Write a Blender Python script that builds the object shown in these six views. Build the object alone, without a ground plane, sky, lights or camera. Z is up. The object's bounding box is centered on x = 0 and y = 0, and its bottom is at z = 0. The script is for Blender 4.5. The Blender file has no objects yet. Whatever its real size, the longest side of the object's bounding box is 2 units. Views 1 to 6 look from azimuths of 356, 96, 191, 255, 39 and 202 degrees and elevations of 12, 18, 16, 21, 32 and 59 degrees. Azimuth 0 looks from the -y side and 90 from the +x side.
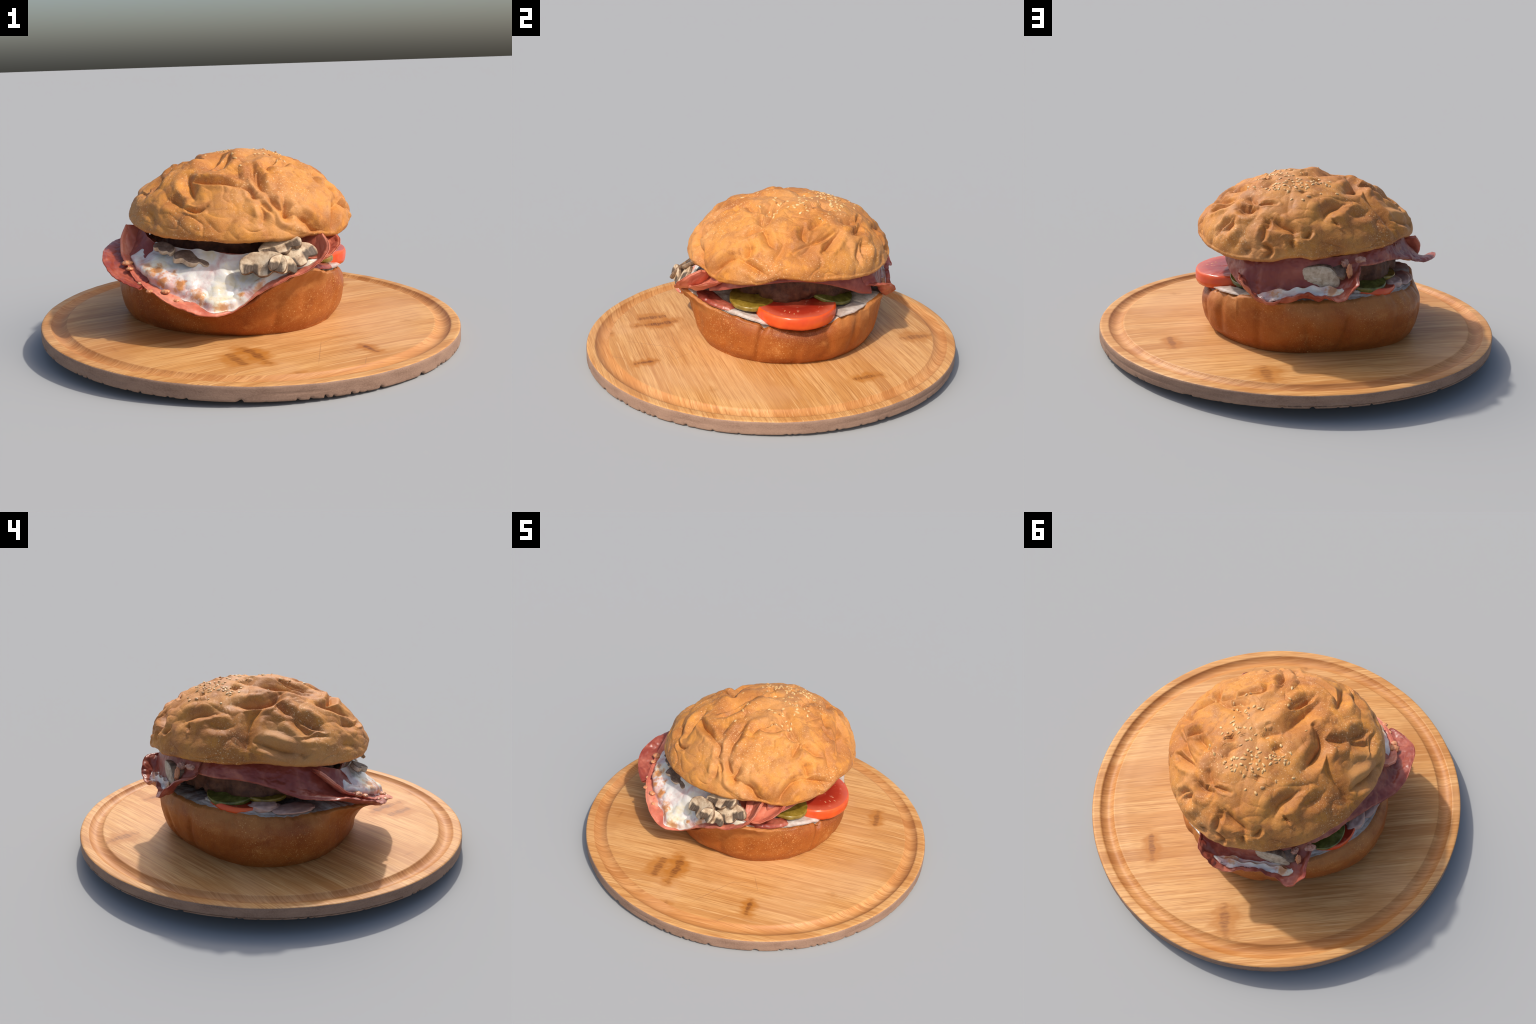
# A ham, cheese and mushroom burger on a round bamboo cutting board.
import bpy, math, random
import numpy as np
from mathutils import Vector, Matrix

rng = np.random.default_rng(7)
random.seed(7)

# ------------------------------------------------------------------ helpers
_perm = np.random.default_rng(3).permutation(512)
_grad = np.random.default_rng(4).normal(size=(512, 3))
_grad /= np.linalg.norm(_grad, axis=1)[:, None]


def perlin(p):
    """Gradient noise, p is (..., 3); result about -0.7 .. 0.7."""
    p = np.asarray(p, float)
    i = np.floor(p).astype(int)
    f = p - i
    w = f * f * f * (f * (f * 6 - 15) + 10)
    out = 0.0
    for dx in (0, 1):
        for dy in (0, 1):
            for dz in (0, 1):
                h = _perm[(i[..., 0] + dx) & 511]
                h = _perm[(h + i[..., 1] + dy) & 511]
                h = _perm[(h + i[..., 2] + dz) & 511]
                g = _grad[h]
                d = f - np.array([dx, dy, dz])
                wx = w[..., 0] if dx else 1 - w[..., 0]
                wy = w[..., 1] if dy else 1 - w[..., 1]
                wz = w[..., 2] if dz else 1 - w[..., 2]
                out = out + wx * wy * wz * (g * d).sum(-1)
    return out


def fbm(p, octaves=4, gain=0.5):
    p = np.asarray(p, float)
    a, s, out = 1.0, 1.0, 0.0
    for k in range(octaves):
        out = out + a * perlin(p * s + 17.3 * k)
        a *= gain
        s *= 2.03
    return out


def smooth(x, a, b):
    t = np.clip((x - a) / (b - a), 0, 1)
    return t * t * (3 - 2 * t)


def hermite(xk, yk, x):
    """Cubic Hermite through knots (finite-difference tangents), clamped ends."""
    xk = np.asarray(xk, float)
    yk = np.asarray(yk, float)
    m = np.gradient(yk, xk, axis=0)
    x = np.clip(x, xk[0], xk[-1])
    k = np.clip(np.searchsorted(xk, x, side="right") - 1, 0, len(xk) - 2)
    h = xk[k + 1] - xk[k]
    t = (x - xk[k]) / h
    sh = (len(x),) + (1,) * (yk.ndim - 1)
    t, h = t.reshape(sh), h.reshape(sh)
    return ((2 * t**3 - 3 * t**2 + 1) * yk[k] + (t**3 - 2 * t**2 + t) * h * m[k]
            + (-2 * t**3 + 3 * t**2) * yk[k + 1] + (t**3 - t**2) * h * m[k + 1])


def around(table, deg):
    """Interpolate a table {azimuth: value(s)} all the way round."""
    ks = sorted(table)
    xs = [ks[-2] - 360, ks[-1] - 360] + ks + [ks[0] + 360, ks[1] + 360]
    ys = [table[ks[-2]], table[ks[-1]]] + [table[k] for k in ks] + [table[ks[0]], table[ks[1]]]
    d = (np.asarray(deg, float) - ks[0]) % 360 + ks[0]
    return hermite(xs, ys, d)


def grid_faces(nu, nv, wrap_u=False, wrap_v=False, base=0, flip=False):
    iu = np.arange(nu if wrap_u else nu - 1)
    iv = np.arange(nv if wrap_v else nv - 1)
    U, W = np.meshgrid(iu, iv, indexing="ij")
    U2, W2 = (U + 1) % nu, (W + 1) % nv
    q = np.stack([U * nv + W, U2 * nv + W, U2 * nv + W2, U * nv + W2], -1).reshape(-1, 4) + base
    return q[:, ::-1] if flip else q


def grid_normals(P, wrap_u=False):
    du = np.gradient(P, axis=0)
    if wrap_u:
        du = (np.roll(P, -1, 0) - np.roll(P, 1, 0)) / 2
    dv = np.gradient(P, axis=1)
    n = np.cross(du, dv)
    return n / np.maximum(np.linalg.norm(n, axis=-1, keepdims=True), 1e-9)


def add_mesh(name, verts, quads, mats, parent=None, mat_index=None, smooth_shade=True):
    me = bpy.data.meshes.new(name)
    verts = np.asarray(verts, np.float32).reshape(-1, 3)
    if isinstance(quads, np.ndarray):
        n = len(quads)
        me.vertices.add(len(verts))
        me.vertices.foreach_set("co", verts.ravel())
        me.loops.add(n * 4)
        me.loops.foreach_set("vertex_index", quads.astype(np.int32).ravel())
        me.polygons.add(n)
        me.polygons.foreach_set("loop_start", np.arange(0, n * 4, 4, dtype=np.int32))
        me.polygons.foreach_set("loop_total", np.full(n, 4, dtype=np.int32))
        me.update(calc_edges=True)
        me.validate()
    else:
        me.from_pydata(verts.tolist(), [], quads)
        me.update()
    for m in (mats if isinstance(mats, (list, tuple)) else [mats]):
        me.materials.append(m)
    if mat_index is not None and len(mat_index) == len(me.polygons):
        me.polygons.foreach_set("material_index", np.asarray(mat_index, dtype=np.int32))
    if smooth_shade:
        me.polygons.foreach_set("use_smooth", np.ones(len(me.polygons), dtype=bool))
    me.update()
    ob = bpy.data.objects.new(name, me)
    bpy.context.scene.collection.objects.link(ob)
    if parent is not None:
        ob.parent = parent
    return ob


def empty(name, loc, label, category):
    ob = bpy.data.objects.new(name, None)
    ob.location = loc
    ob["label"] = label
    ob["category"] = category
    bpy.context.scene.collection.objects.link(ob)
    return ob


# ---------------------------------------------------------------- materials
class Mat:
    def __init__(self, name, rough=0.5, spec=0.4):
        self.m = bpy.data.materials.new(name)
        self.m.use_nodes = True
        self.t = self.m.node_tree
        self.b = self.t.nodes["Principled BSDF"]
        self.b.inputs["Roughness"].default_value = rough
        self.b.inputs["Specular IOR Level"].default_value = spec
        self.co = self.n("ShaderNodeTexCoord").outputs["Object"]

    def n(self, kind, **props):
        nd = self.t.nodes.new(kind)
        for k, v in props.items():
            setattr(nd, k, v)
        return nd

    def link(self, a, b):
        self.t.links.new(a, b)

    def put(self, sock, v):
        if hasattr(v, "is_linked"):
            self.link(v, sock)
        else:
            sock.default_value = v

    def mapping(self, scale=(1, 1, 1), rot=(0, 0, 0), loc=(0, 0, 0), src=None):
        m = self.n("ShaderNodeMapping")
        self.link(src or self.co, m.inputs["Vector"])
        m.inputs["Scale"].default_value = scale
        m.inputs["Rotation"].default_value = rot
        m.inputs["Location"].default_value = loc
        return m.outputs["Vector"]

    def noise(self, scale, detail=4, rough=0.55, vec=None, dist=0.0):
        x = self.n("ShaderNodeTexNoise")
        self.link(vec or self.co, x.inputs["Vector"])
        x.inputs["Scale"].default_value = scale
        x.inputs["Detail"].default_value = detail
        x.inputs["Roughness"].default_value = rough
        x.inputs["Distortion"].default_value = dist
        return x.outputs["Fac"]

    def voronoi(self, scale, vec=None, feature="F1", rand=1.0, out="Distance"):
        x = self.n("ShaderNodeTexVoronoi", feature=feature)
        self.link(vec or self.co, x.inputs["Vector"])
        x.inputs["Scale"].default_value = scale
        x.inputs["Randomness"].default_value = rand
        return x.outputs[out]

    def math(self, op, a, b=0.0, c=0.0):
        x = self.n("ShaderNodeMath", operation=op)
        self.put(x.inputs[0], a)
        self.put(x.inputs[1], b)
        self.put(x.inputs[2], c)
        return x.outputs[0]

    def rng(self, v, a, b, c=0.0, d=1.0, soft=True):
        x = self.n("ShaderNodeMapRange", interpolation_type="SMOOTHSTEP" if soft else "LINEAR")
        self.put(x.inputs["Value"], v)
        for k, q in zip(("From Min", "From Max", "To Min", "To Max"), (a, b, c, d)):
            x.inputs[k].default_value = q
        return x.outputs["Result"]

    def ramp(self, v, stops):
        x = self.n("ShaderNodeValToRGB")
        self.link(v, x.inputs["Fac"])
        e = x.color_ramp.elements
        while len(e) < len(stops):
            e.new(0.5)
        for el, (p, c) in zip(e, stops):
            el.position = p
            el.color = (*c, 1)
        return x.outputs["Color"]

    def mix(self, fac, a, b, mode="MIX"):
        x = self.n("ShaderNodeMix", data_type="RGBA", blend_type=mode)
        self.put(x.inputs[0], fac)
        for s, v in ((x.inputs[6], a), (x.inputs[7], b)):
            if isinstance(v, tuple):
                s.default_value = (*v, 1)
            else:
                self.link(v, s)
        return x.outputs[2]

    def blob(self, centre, radii, rot=0.0, wobble=None, amount=0.0, lo=0.75, hi=1.15):
        """Soft elliptical mask round a point in object space: 1 inside, 0 outside."""
        sub = self.n("ShaderNodeVectorMath", operation="SUBTRACT")
        self.link(self.co, sub.inputs[0])
        sub.inputs[1].default_value = centre
        v = self.mapping(scale=tuple(1 / r for r in radii), src=self.rotate(sub.outputs[0], -rot) if rot else sub.outputs[0])
        ln = self.n("ShaderNodeVectorMath", operation="LENGTH")
        self.link(v, ln.inputs[0])
        d = ln.outputs["Value"]
        if wobble is not None:
            d = self.math("ADD", d, self.math("MULTIPLY", self.math("SUBTRACT", wobble, 0.5), amount))
        return self.rng(d, lo, hi, 1, 0)

    def rotate(self, vec, a):
        r = self.n("ShaderNodeVectorRotate", rotation_type="Z_AXIS")
        self.link(vec, r.inputs["Vector"])
        r.inputs["Angle"].default_value = a
        return r.outputs[0]

    def colour(self, c):
        self.put(self.b.inputs["Base Color"], c if hasattr(c, "is_linked") else (*c, 1))

    def bump(self, h, strength=0.3, dist=0.01):
        x = self.n("ShaderNodeBump")
        x.inputs["Strength"].default_value = strength
        x.inputs["Distance"].default_value = dist
        self.link(h, x.inputs["Height"])
        self.link(x.outputs["Normal"], self.b.inputs["Normal"])

    def rough(self, v):
        self.put(self.b.inputs["Roughness"], v)

    def sss(self, w, r=(0.02, 0.008, 0.004), scale=1.0):
        self.b.inputs["Subsurface Weight"].default_value = w
        self.b.inputs["Subsurface Radius"].default_value = r
        self.b.inputs["Subsurface Scale"].default_value = scale


GRAIN = math.radians(25)
KNOTS = [  # bamboo nodes: x, y, half length across the grain, half width along it, strength
    (-0.03, -0.635, 0.15, 0.055, 1.0), (-0.11, -0.69, 0.10, 0.06, 0.8),
    (0.46, -0.585, 0.085, 0.042, 1.0), (0.49, 0.53, 0.095, 0.044, 0.85),
    (-0.03, 0.79, 0.11, 0.07, 0.75), (0.135, -0.89, 0.05, 0.04, 0.7),
    (-0.62, -0.52, 0.05, 0.03, 0.25), (0.72, -0.2, 0.03, 0.03, 0.25),
]


def mat_board(name, tint=(1, 1, 1), knots=True):
    m = Mat(name, 0.5, 0.3)
    g = m.rotate(m.co, -GRAIN)
    wide = m.noise(1.0, 3, 0.5, m.mapping((1.6, 17, 6), src=g))
    fine = m.noise(1.0, 3, 0.6, m.mapping((3.0, 95, 20), src=g))
    hair = m.noise(1.0, 2, 0.6, m.mapping((7.0, 290, 40), src=g))
    strip = m.n("ShaderNodeTexWhiteNoise", noise_dimensions="1D")
    sx = m.n("ShaderNodeSeparateXYZ")
    m.link(g, sx.inputs[0])
    m.link(m.math("FLOOR", m.math("MULTIPLY", m.math("ADD", sx.outputs[1], m.math("MULTIPLY", wide, 0.02)), 14.0)), strip.inputs["W"])
    tone = m.math("ADD", m.math("MULTIPLY", wide, 0.55), m.math("MULTIPLY", strip.outputs["Value"], 0.45))
    c = m.ramp(tone, [(0.25, (0.48, 0.205, 0.055)), (0.42, (0.59, 0.285, 0.088)),
                      (0.55, (0.66, 0.355, 0.130)), (0.72, (0.56, 0.262, 0.078))])
    c = m.mix(m.rng(fine, 0.34, 0.5, 0.7, 0), c, (0.42, 0.170, 0.044))
    c = m.mix(m.rng(fine, 0.53, 0.70, 0, 0.55), c, (0.76, 0.46, 0.200))
    c = m.mix(m.rng(hair, 0.36, 0.5, 0.5, 0), c, (0.37, 0.150, 0.045))
    patch = m.noise(2.2, 3, 0.5)
    c = m.mix(m.rng(patch, 0.5, 0.7, 0, 0.35), c, (0.63, 0.34, 0.16))
    stain = m.noise(1.0, 4, 0.6, m.mapping((2.0, 5.5, 3), loc=(3, 1, 0), src=g))
    c = m.mix(m.rng(stain, 0.52, 0.70, 0, 0.55), c, (0.46, 0.195, 0.052))
    if knots:
        wob = m.noise(30, 3, 0.6, m.mapping((0.35, 1, 1), src=g))
        speck = m.noise(1.0, 4, 0.7, m.mapping((14, 170, 30), src=g))
        for x, y, l, w, s in KNOTS:
            z = 0.0989 - 0.028 * x + 0.0169 * y
            k = m.blob((x, y, z), (w * 1.2, l, 0.2), GRAIN, wob, 1.7, 0.55, 1.25)
            c = m.mix(m.math("MULTIPLY", k, 0.9 * s), c, (0.43, 0.155, 0.022))
            core = m.blob((x + 0.004, y, z), (w * 0.42, l * 0.85, 0.2), GRAIN, wob, 2.2, 0.5, 1.2)
            dark = m.math("MULTIPLY", core, m.rng(speck, 0.40, 0.60, 0.3 * s, 0.9 * s))
            c = m.mix(dark, c, (0.17, 0.050, 0.012))
        for x, y, a, l in ((0.25, -0.62, 80, 0.16), (0.42, -0.75, 75, 0.06), (0.37, -0.42, -40, 0.06),
                           (0.14, -0.52, 20, 0.09), (-0.12, -0.86, 60, 0.05), (0.3, -0.48, 45, 0.05)):
            k = m.blob((x, y, 0.09), (l, 0.0025, 0.3), math.radians(a))
            c = m.mix(m.math("MULTIPLY", k, 0.45), c, (0.33, 0.15, 0.06))
    if tint != (1, 1, 1):
        c = m.mix(1.0, c, tint, "MULTIPLY")
    m.colour(c)
    m.bump(m.math("ADD", fine, hair), 0.12, 0.004)
    return m.m


def mat_board_side():
    m = Mat("bamboo_side", 0.65, 0.25)
    n1 = m.noise(9, 4, 0.6, m.mapping((1, 1, 3)))
    n2 = m.noise(120, 3, 0.6, m.mapping((1, 1, 1.6)))
    c = m.ramp(n1, [(0.3, (0.215, 0.122, 0.080)), (0.52, (0.285, 0.170, 0.115)), (0.72, (0.34, 0.205, 0.135))])
    c = m.mix(m.rng(n2, 0.35, 0.7, 0, 0.45), c, (0.38, 0.235, 0.16))
    m.colour(c)
    m.bump(n2, 0.2, 0.004)
    return m.m


def mat_bun(name, top=True):
    m = Mat(name, 0.6, 0.25)
    big = m.noise(3.2, 4, 0.55, dist=0.4)
    mid = m.noise(14, 4, 0.6)
    if top:
        c = m.ramp(big, [(0.32, (0.30, 0.098, 0.021)), (0.44, (0.46, 0.168, 0.034)),
                         (0.56, (0.58, 0.240, 0.050)), (0.68, (0.43, 0.172, 0.050))])
        c = m.mix(m.rng(mid, 0.50, 0.70, 0, 0.7), c, (0.62, 0.245, 0.036))
        c = m.mix(m.rng(mid, 0.48, 0.30, 0, 0.7), c, (0.36, 0.128, 0.036))
        small = m.noise(34, 4, 0.65)
        c = m.mix(m.rng(small, 0.48, 0.32, 0, 0.5), c, (0.33, 0.112, 0.028))
    else:
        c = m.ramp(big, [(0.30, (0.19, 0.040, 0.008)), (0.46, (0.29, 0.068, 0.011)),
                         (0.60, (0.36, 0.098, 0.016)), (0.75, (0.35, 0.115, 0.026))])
        c = m.mix(m.rng(mid, 0.5, 0.75, 0, 0.45), c, (0.40, 0.118, 0.020))
        c = m.mix(m.rng(mid, 0.46, 0.3, 0, 0.5), c, (0.24, 0.052, 0.011))
        patchy = m.noise(7, 5, 0.7, m.mapping((1, 1, 1.6), loc=(3, 1, 2)))
        c = m.mix(m.rng(patchy, 0.54, 0.72, 0, 0.6), c, (0.52, 0.205, 0.055))
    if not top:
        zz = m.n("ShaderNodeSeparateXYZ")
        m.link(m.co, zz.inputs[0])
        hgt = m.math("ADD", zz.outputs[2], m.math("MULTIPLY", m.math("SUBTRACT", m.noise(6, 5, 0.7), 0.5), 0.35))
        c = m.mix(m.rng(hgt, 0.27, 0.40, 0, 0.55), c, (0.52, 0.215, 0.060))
    if top:
        flour = m.noise(2.6, 4, 0.6, m.mapping(loc=(1.7, 4.2, 0.3)))
        c = m.mix(m.rng(flour, 0.50, 0.66, 0, 0.5), c, (0.53, 0.255, 0.095))
    where = m.rng(m.noise(4.5, 3, 0.5), 0.40, 0.62, 0.12 if top else 0.0, 1.0)
    f1 = m.math("MULTIPLY", m.rng(m.voronoi(105), 0.10, 0.30, 1, 0), where)
    f2 = m.math("MULTIPLY", m.rng(m.voronoi(52), 0.08, 0.24, 1, 0), where)
    pale = (0.78, 0.50, 0.25) if top else (0.68, 0.36, 0.13)
    k = 0.62 if top else 0.5
    c = m.mix(m.math("MULTIPLY", f1, k), c, pale)
    c = m.mix(m.math("MULTIPLY", f2, k * 1.2), c, pale)
    grain = m.noise(240, 3, 0.6)
    c = m.mix(m.rng(grain, 0.40, 0.7, 0, 0.2), c, (0.72, 0.40, 0.17) if top else (0.60, 0.27, 0.08))
    m.colour(c)
    m.rough(m.rng(mid, 0.3, 0.7, 0.52, 0.66) if top else m.rng(mid, 0.3, 0.7, 0.36, 0.5))
    m.bump(m.math("ADD", m.math("MULTIPLY", grain, 0.5), m.noise(60, 3)), 0.22, 0.004)
    return m.m


def mat_crumb():
    m = Mat("bun_crumb", 0.8, 0.2)
    n = m.noise(26, 5, 0.65)
    c = m.ramp(n, [(0.3, (0.34, 0.25, 0.18)), (0.5, (0.50, 0.42, 0.34)), (0.7, (0.62, 0.55, 0.47))])
    m.colour(c)
    m.bump(n, 0.6, 0.01)
    return m.m


def mat_ham(name="ham", dark=0.0, seed=0.0):
    m = Mat(name, 0.36, 0.5)
    v = m.mapping(loc=(seed, seed * 0.7, 0))
    a = m.noise(7, 4, 0.6, v, 0.6)
    b = m.noise(34, 4, 0.65, v)
    c = m.ramp(a, [(0.28, (0.38, 0.066, 0.038)), (0.45, (0.55, 0.145, 0.084)),
                   (0.6, (0.64, 0.210, 0.125)), (0.78, (0.70, 0.31, 0.20))])
    c = m.mix(m.rng(b, 0.55, 0.75, 0, 0.5), c, (0.74, 0.36, 0.26))
    c = m.mix(m.rng(b, 0.42, 0.28, 0, 0.5), c, (0.40, 0.07, 0.05))
    if dark:
        c = m.mix(m.rng(a, 0.72, 0.4, dark * 0.55, dark), c, (0.22, 0.030, 0.018))  # ham colour darkened to paint in the scan's baked shade under the crown
    m.colour(c)
    m.sss(0.12)
    m.bump(b, 0.25, 0.005)
    return m.m


CHEESE_SPOTS = [  # browned blisters: x, y, z, radius, strength
    (-0.329, -0.458, 0.362, 0.026, 1), (-0.252, -0.495, 0.322, 0.028, 0.9), (-0.245, -0.52, 0.300, 0.022, 0.7),
    (-0.072, -0.515, 0.338, 0.024, 1), (-0.40, -0.44, 0.375, 0.026, 0.9), (-0.425, -0.38, 0.410, 0.034, 1),
    (-0.47, -0.34, 0.43, 0.024, 0.7), (-0.150, -0.53, 0.268, 0.034, 0.8), (-0.35, -0.40, 0.405, 0.014, 0.8),
    (-0.06, -0.49, 0.29, 0.024, 0.5), (0.02, -0.51, 0.345, 0.034, 0.8), (-0.31, -0.515, 0.335, 0.02, 0.6),
    (0.0, 0.575, 0.43, 0.04, 0.9), (-0.26, 0.575, 0.455, 0.03, 0.9),
]


def mat_cheese():
    m = Mat("melted_cheese", 0.26, 0.5)
    a = m.noise(9, 4, 0.6, dist=0.5)
    b = m.noise(38, 4, 0.6)
    c = m.ramp(a, [(0.30, (0.58, 0.30, 0.26)), (0.42, (0.68, 0.55, 0.50)), (0.52, (0.73, 0.69, 0.63)),
                   (0.66, (0.72, 0.62, 0.43))])
    c = m.mix(m.rng(b, 0.56, 0.75, 0, 0.4), c, (0.85, 0.75, 0.48))
    wob = m.noise(45, 3, 0.6)
    for x, y, z, r in ((-.37, -.475, .345, .07), (-.29, -.525, .30, .06), (-.45, -.42, .38, .06), (-.23, -.545, .275, .04)):
        k = m.blob((x, y, z), (r, r, r), 0, wob, 2.5, 0.3, 1.3)      # thin cheese, ham showing through
        c = m.mix(m.math("MULTIPLY", k, 0.6), c, (0.60, 0.22, 0.17))
    for x, y, z, r, s in CHEESE_SPOTS:
        k = m.blob((x, y, z), (r * 1.1, r * 1.1, r * 1.2), 0, wob, 2.4, 0.4, 1.3)
        c = m.mix(m.math("MULTIPLY", k, 0.85 * s), c, (0.60, 0.24, 0.045))
        k2 = m.blob((x, y, z), (r * 0.55, r * 0.55, r * 0.9), 0, wob, 1.2)
        c = m.mix(m.math("MULTIPLY", k2, 0.5 * s), c, (0.36, 0.12, 0.03))
    m.colour(c)
    m.sss(0.15, (0.015, 0.012, 0.008))
    m.bump(m.math("ADD", a, b), 0.3, 0.008)
    return m.m


def mat_mushroom_flesh():
    """Sliced face: cream flesh, a dark gill band arching under the cap (local xy plane)."""
    m = Mat("mushroom_flesh", 0.6, 0.3)
    a = m.noise(26, 4, 0.6)
    c = m.ramp(a, [(0.3, (0.20, 0.115, 0.06)), (0.44, (0.43, 0.29, 0.175)), (0.58, (0.64, 0.48, 0.31)), (0.72, (0.70, 0.56, 0.40))])
    x = m.n("ShaderNodeSeparateXYZ")
    m.link(m.co, x.inputs[0])
    side = m.math("ABSOLUTE", x.outputs[0])
    wob = m.noise(60, 3)
    low = m.math("ADD", x.outputs[1], m.math("MULTIPLY", wob, 0.024))
    reach = m.math("ADD", side, m.math("MULTIPLY", wob, 0.016))
    band = m.math("MULTIPLY", m.math("MULTIPLY", m.rng(low, 0.042, 0.028, 0, 1), m.rng(low, -0.022, -0.012, 0, 1)),
                  m.math("MULTIPLY", m.rng(reach, 0.024, 0.034, 0, 1), m.rng(reach, 0.100, 0.086, 0, 1)))
    c = m.mix(m.math("MULTIPLY", band, 0.92), c, (0.055, 0.034, 0.022))
    stripes = m.noise(1, 3, 0.6, m.mapping((160, 30, 30)))
    c = m.mix(m.math("MULTIPLY", band, m.rng(stripes, 0.5, 0.7, 0, 0.4)), c, (0.3, 0.22, 0.16))
    m.colour(c)
    m.bump(a, 0.4, 0.006)
    return m.m


def mat_mushroom_skin():
    m = Mat("mushroom_skin", 0.65, 0.25)
    a = m.noise(40, 5, 0.65, m.mapping((1, 1, 0.5)))
    c = m.ramp(a, [(0.3, (0.09, 0.052, 0.03)), (0.48, (0.20, 0.125, 0.075)), (0.62, (0.34, 0.23, 0.14)),
                   (0.75, (0.48, 0.35, 0.22))])
    m.colour(c)
    m.bump(a, 0.7, 0.006)
    return m.m


def mat_patty():
    m = Mat("grilled_patty", 0.6, 0.35)
    a = m.noise(24, 5, 0.65)
    c = m.ramp(a, [(0.3, (0.045, 0.014, 0.008)), (0.5, (0.105, 0.036, 0.017)), (0.72, (0.17, 0.065, 0.030))])
    m.colour(c)
    m.bump(a, 0.8, 0.012)
    return m.m


def mat_tomato_skin():
    m = Mat("tomato_skin", 0.22, 0.5)
    a = m.noise(12, 3)
    m.colour(m.ramp(a, [(0.3, (0.62, 0.055, 0.012)), (0.7, (0.78, 0.115, 0.018))]))
    m.sss(0.1)
    return m.m


def mat_tomato_flesh():
    m = Mat("tomato_flesh", 0.25, 0.5)
    x = m.n("ShaderNodeSeparateXYZ")
    m.link(m.co, x.inputs[0])
    xy = m.math("SQRT", m.math("ADD", m.math("POWER", x.outputs[0], 2.0), m.math("POWER", x.outputs[1], 2.0)))
    a = m.noise(30, 4, 0.6)
    r = m.math("ADD", xy, m.math("MULTIPLY", m.math("SUBTRACT", a, 0.5), 0.02))
    c = m.ramp(m.math("MULTIPLY", r, 4.7), [(0.0, (0.50, 0.10, 0.05)), (0.40, (0.30, 0.022, 0.010)), (0.68, (0.38, 0.030, 0.012)),
                                            (0.80, (0.50, 0.075, 0.035)), (0.93, (0.58, 0.11, 0.06)), (1.0, (0.64, 0.10, 0.03))])
    c = m.mix(m.rng(a, 0.58, 0.72, 0, 0.35), c, (0.72, 0.33, 0.22))
    m.colour(c)
    m.sss(0.1)
    m.bump(a, 0.25, 0.005)
    return m.m


def mat_plain(name, lo, mid, hi, scale=20, rough=0.4, spec=0.4, bump=0.3, sss=0.0):
    m = Mat(name, rough, spec)
    a = m.noise(scale, 4, 0.6)
    m.colour(m.ramp(a, [(0.3, lo), (0.5, mid), (0.72, hi)]))
    if sss:
        m.sss(sss)
    m.bump(a, bump, 0.006)
    return m.m


def mat_sesame():
    m = Mat("sesame", 0.4, 0.4)
    info = m.n("ShaderNodeObjectInfo").outputs["Random"]
    c = m.ramp(info, [(0.0, (0.52, 0.27, 0.085)), (0.35, (0.62, 0.37, 0.14)), (0.75, (0.72, 0.48, 0.22)), (1.0, (0.40, 0.17, 0.05))])
    m.colour(c)
    return m.m


MAT = {
    "board": mat_board("bamboo_top"), "groove": mat_board("bamboo_groove", (0.95, 0.88, 0.85), False), "side": mat_board_side(),
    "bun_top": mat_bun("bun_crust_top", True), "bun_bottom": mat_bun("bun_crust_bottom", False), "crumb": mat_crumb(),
    "ham": mat_ham(), "ham_dark": mat_ham("ham_shade_darkened", 0.85, 3.1), "cheese": mat_cheese(), "ham_mid": mat_ham("ham_half_darkened", 0.7, 7.7),
    "flesh": mat_mushroom_flesh(), "skin": mat_mushroom_skin(), "patty": mat_patty(), "gill": mat_plain("mushroom_gill", (.08, .048, .032), (.15, .095, .065), (.24, .165, .12), 40, .6, .3, .6), "skin_pale": mat_plain("mushroom_edge", (.36, .25, .16), (.55, .42, .29), (.68, .56, .42), 50, .6, .3, .6),
    "tomato_skin": mat_tomato_skin(), "tomato_flesh": mat_tomato_flesh(), "sesame": mat_sesame(),
    "pickle": mat_plain("pickle", (0.13, 0.085, 0.010), (0.22, 0.14, 0.016), (0.33, 0.22, 0.035), 24, 0.25, 0.5, 0.2, 0.1),
    "pickle_green": mat_plain("pickle_green", (0.06, 0.058, 0.010), (0.12, 0.11, 0.017), (0.21, 0.20, 0.04), 24, 0.25, 0.5, 0.2, 0.1),
    "mayo": mat_plain("mayonnaise", (0.38, 0.28, 0.23), (0.52, 0.43, 0.37), (0.66, 0.60, 0.54), 18, 0.3, 0.5, 0.5, 0.1),
    "sauce": mat_plain("pink_sauce", (0.36, 0.20, 0.15), (0.48, 0.28, 0.22), (0.58, 0.38, 0.31), 16, 0.3, 0.5, 0.3, 0.1),
    "blister": mat_plain("browned_cheese", (0.50, 0.17, 0.07), (0.62, 0.25, 0.11), (0.72, 0.38, 0.20), 50, 0.35, 0.45, 0.3, 0.1),
    "bit": mat_plain("ham_bit", (0.30, 0.11, 0.06), (0.52, 0.25, 0.17), (0.60, 0.36, 0.27), 60, 0.4, 0.4, 0.5),
    "tomato_seed": mat_plain("tomato_seed", (0.55, 0.22, 0.09), (0.62, 0.30, 0.13), (0.68, 0.38, 0.18), 60, 0.3),
}

# ------------------------------------------------------------ cutting board
TILT_X, TILT_Y, TOP_Z = -0.028, 0.0169, 0.0989      # the board leans a little


def board_z(x, y):
    return TOP_Z + TILT_X * x + TILT_Y * y


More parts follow.
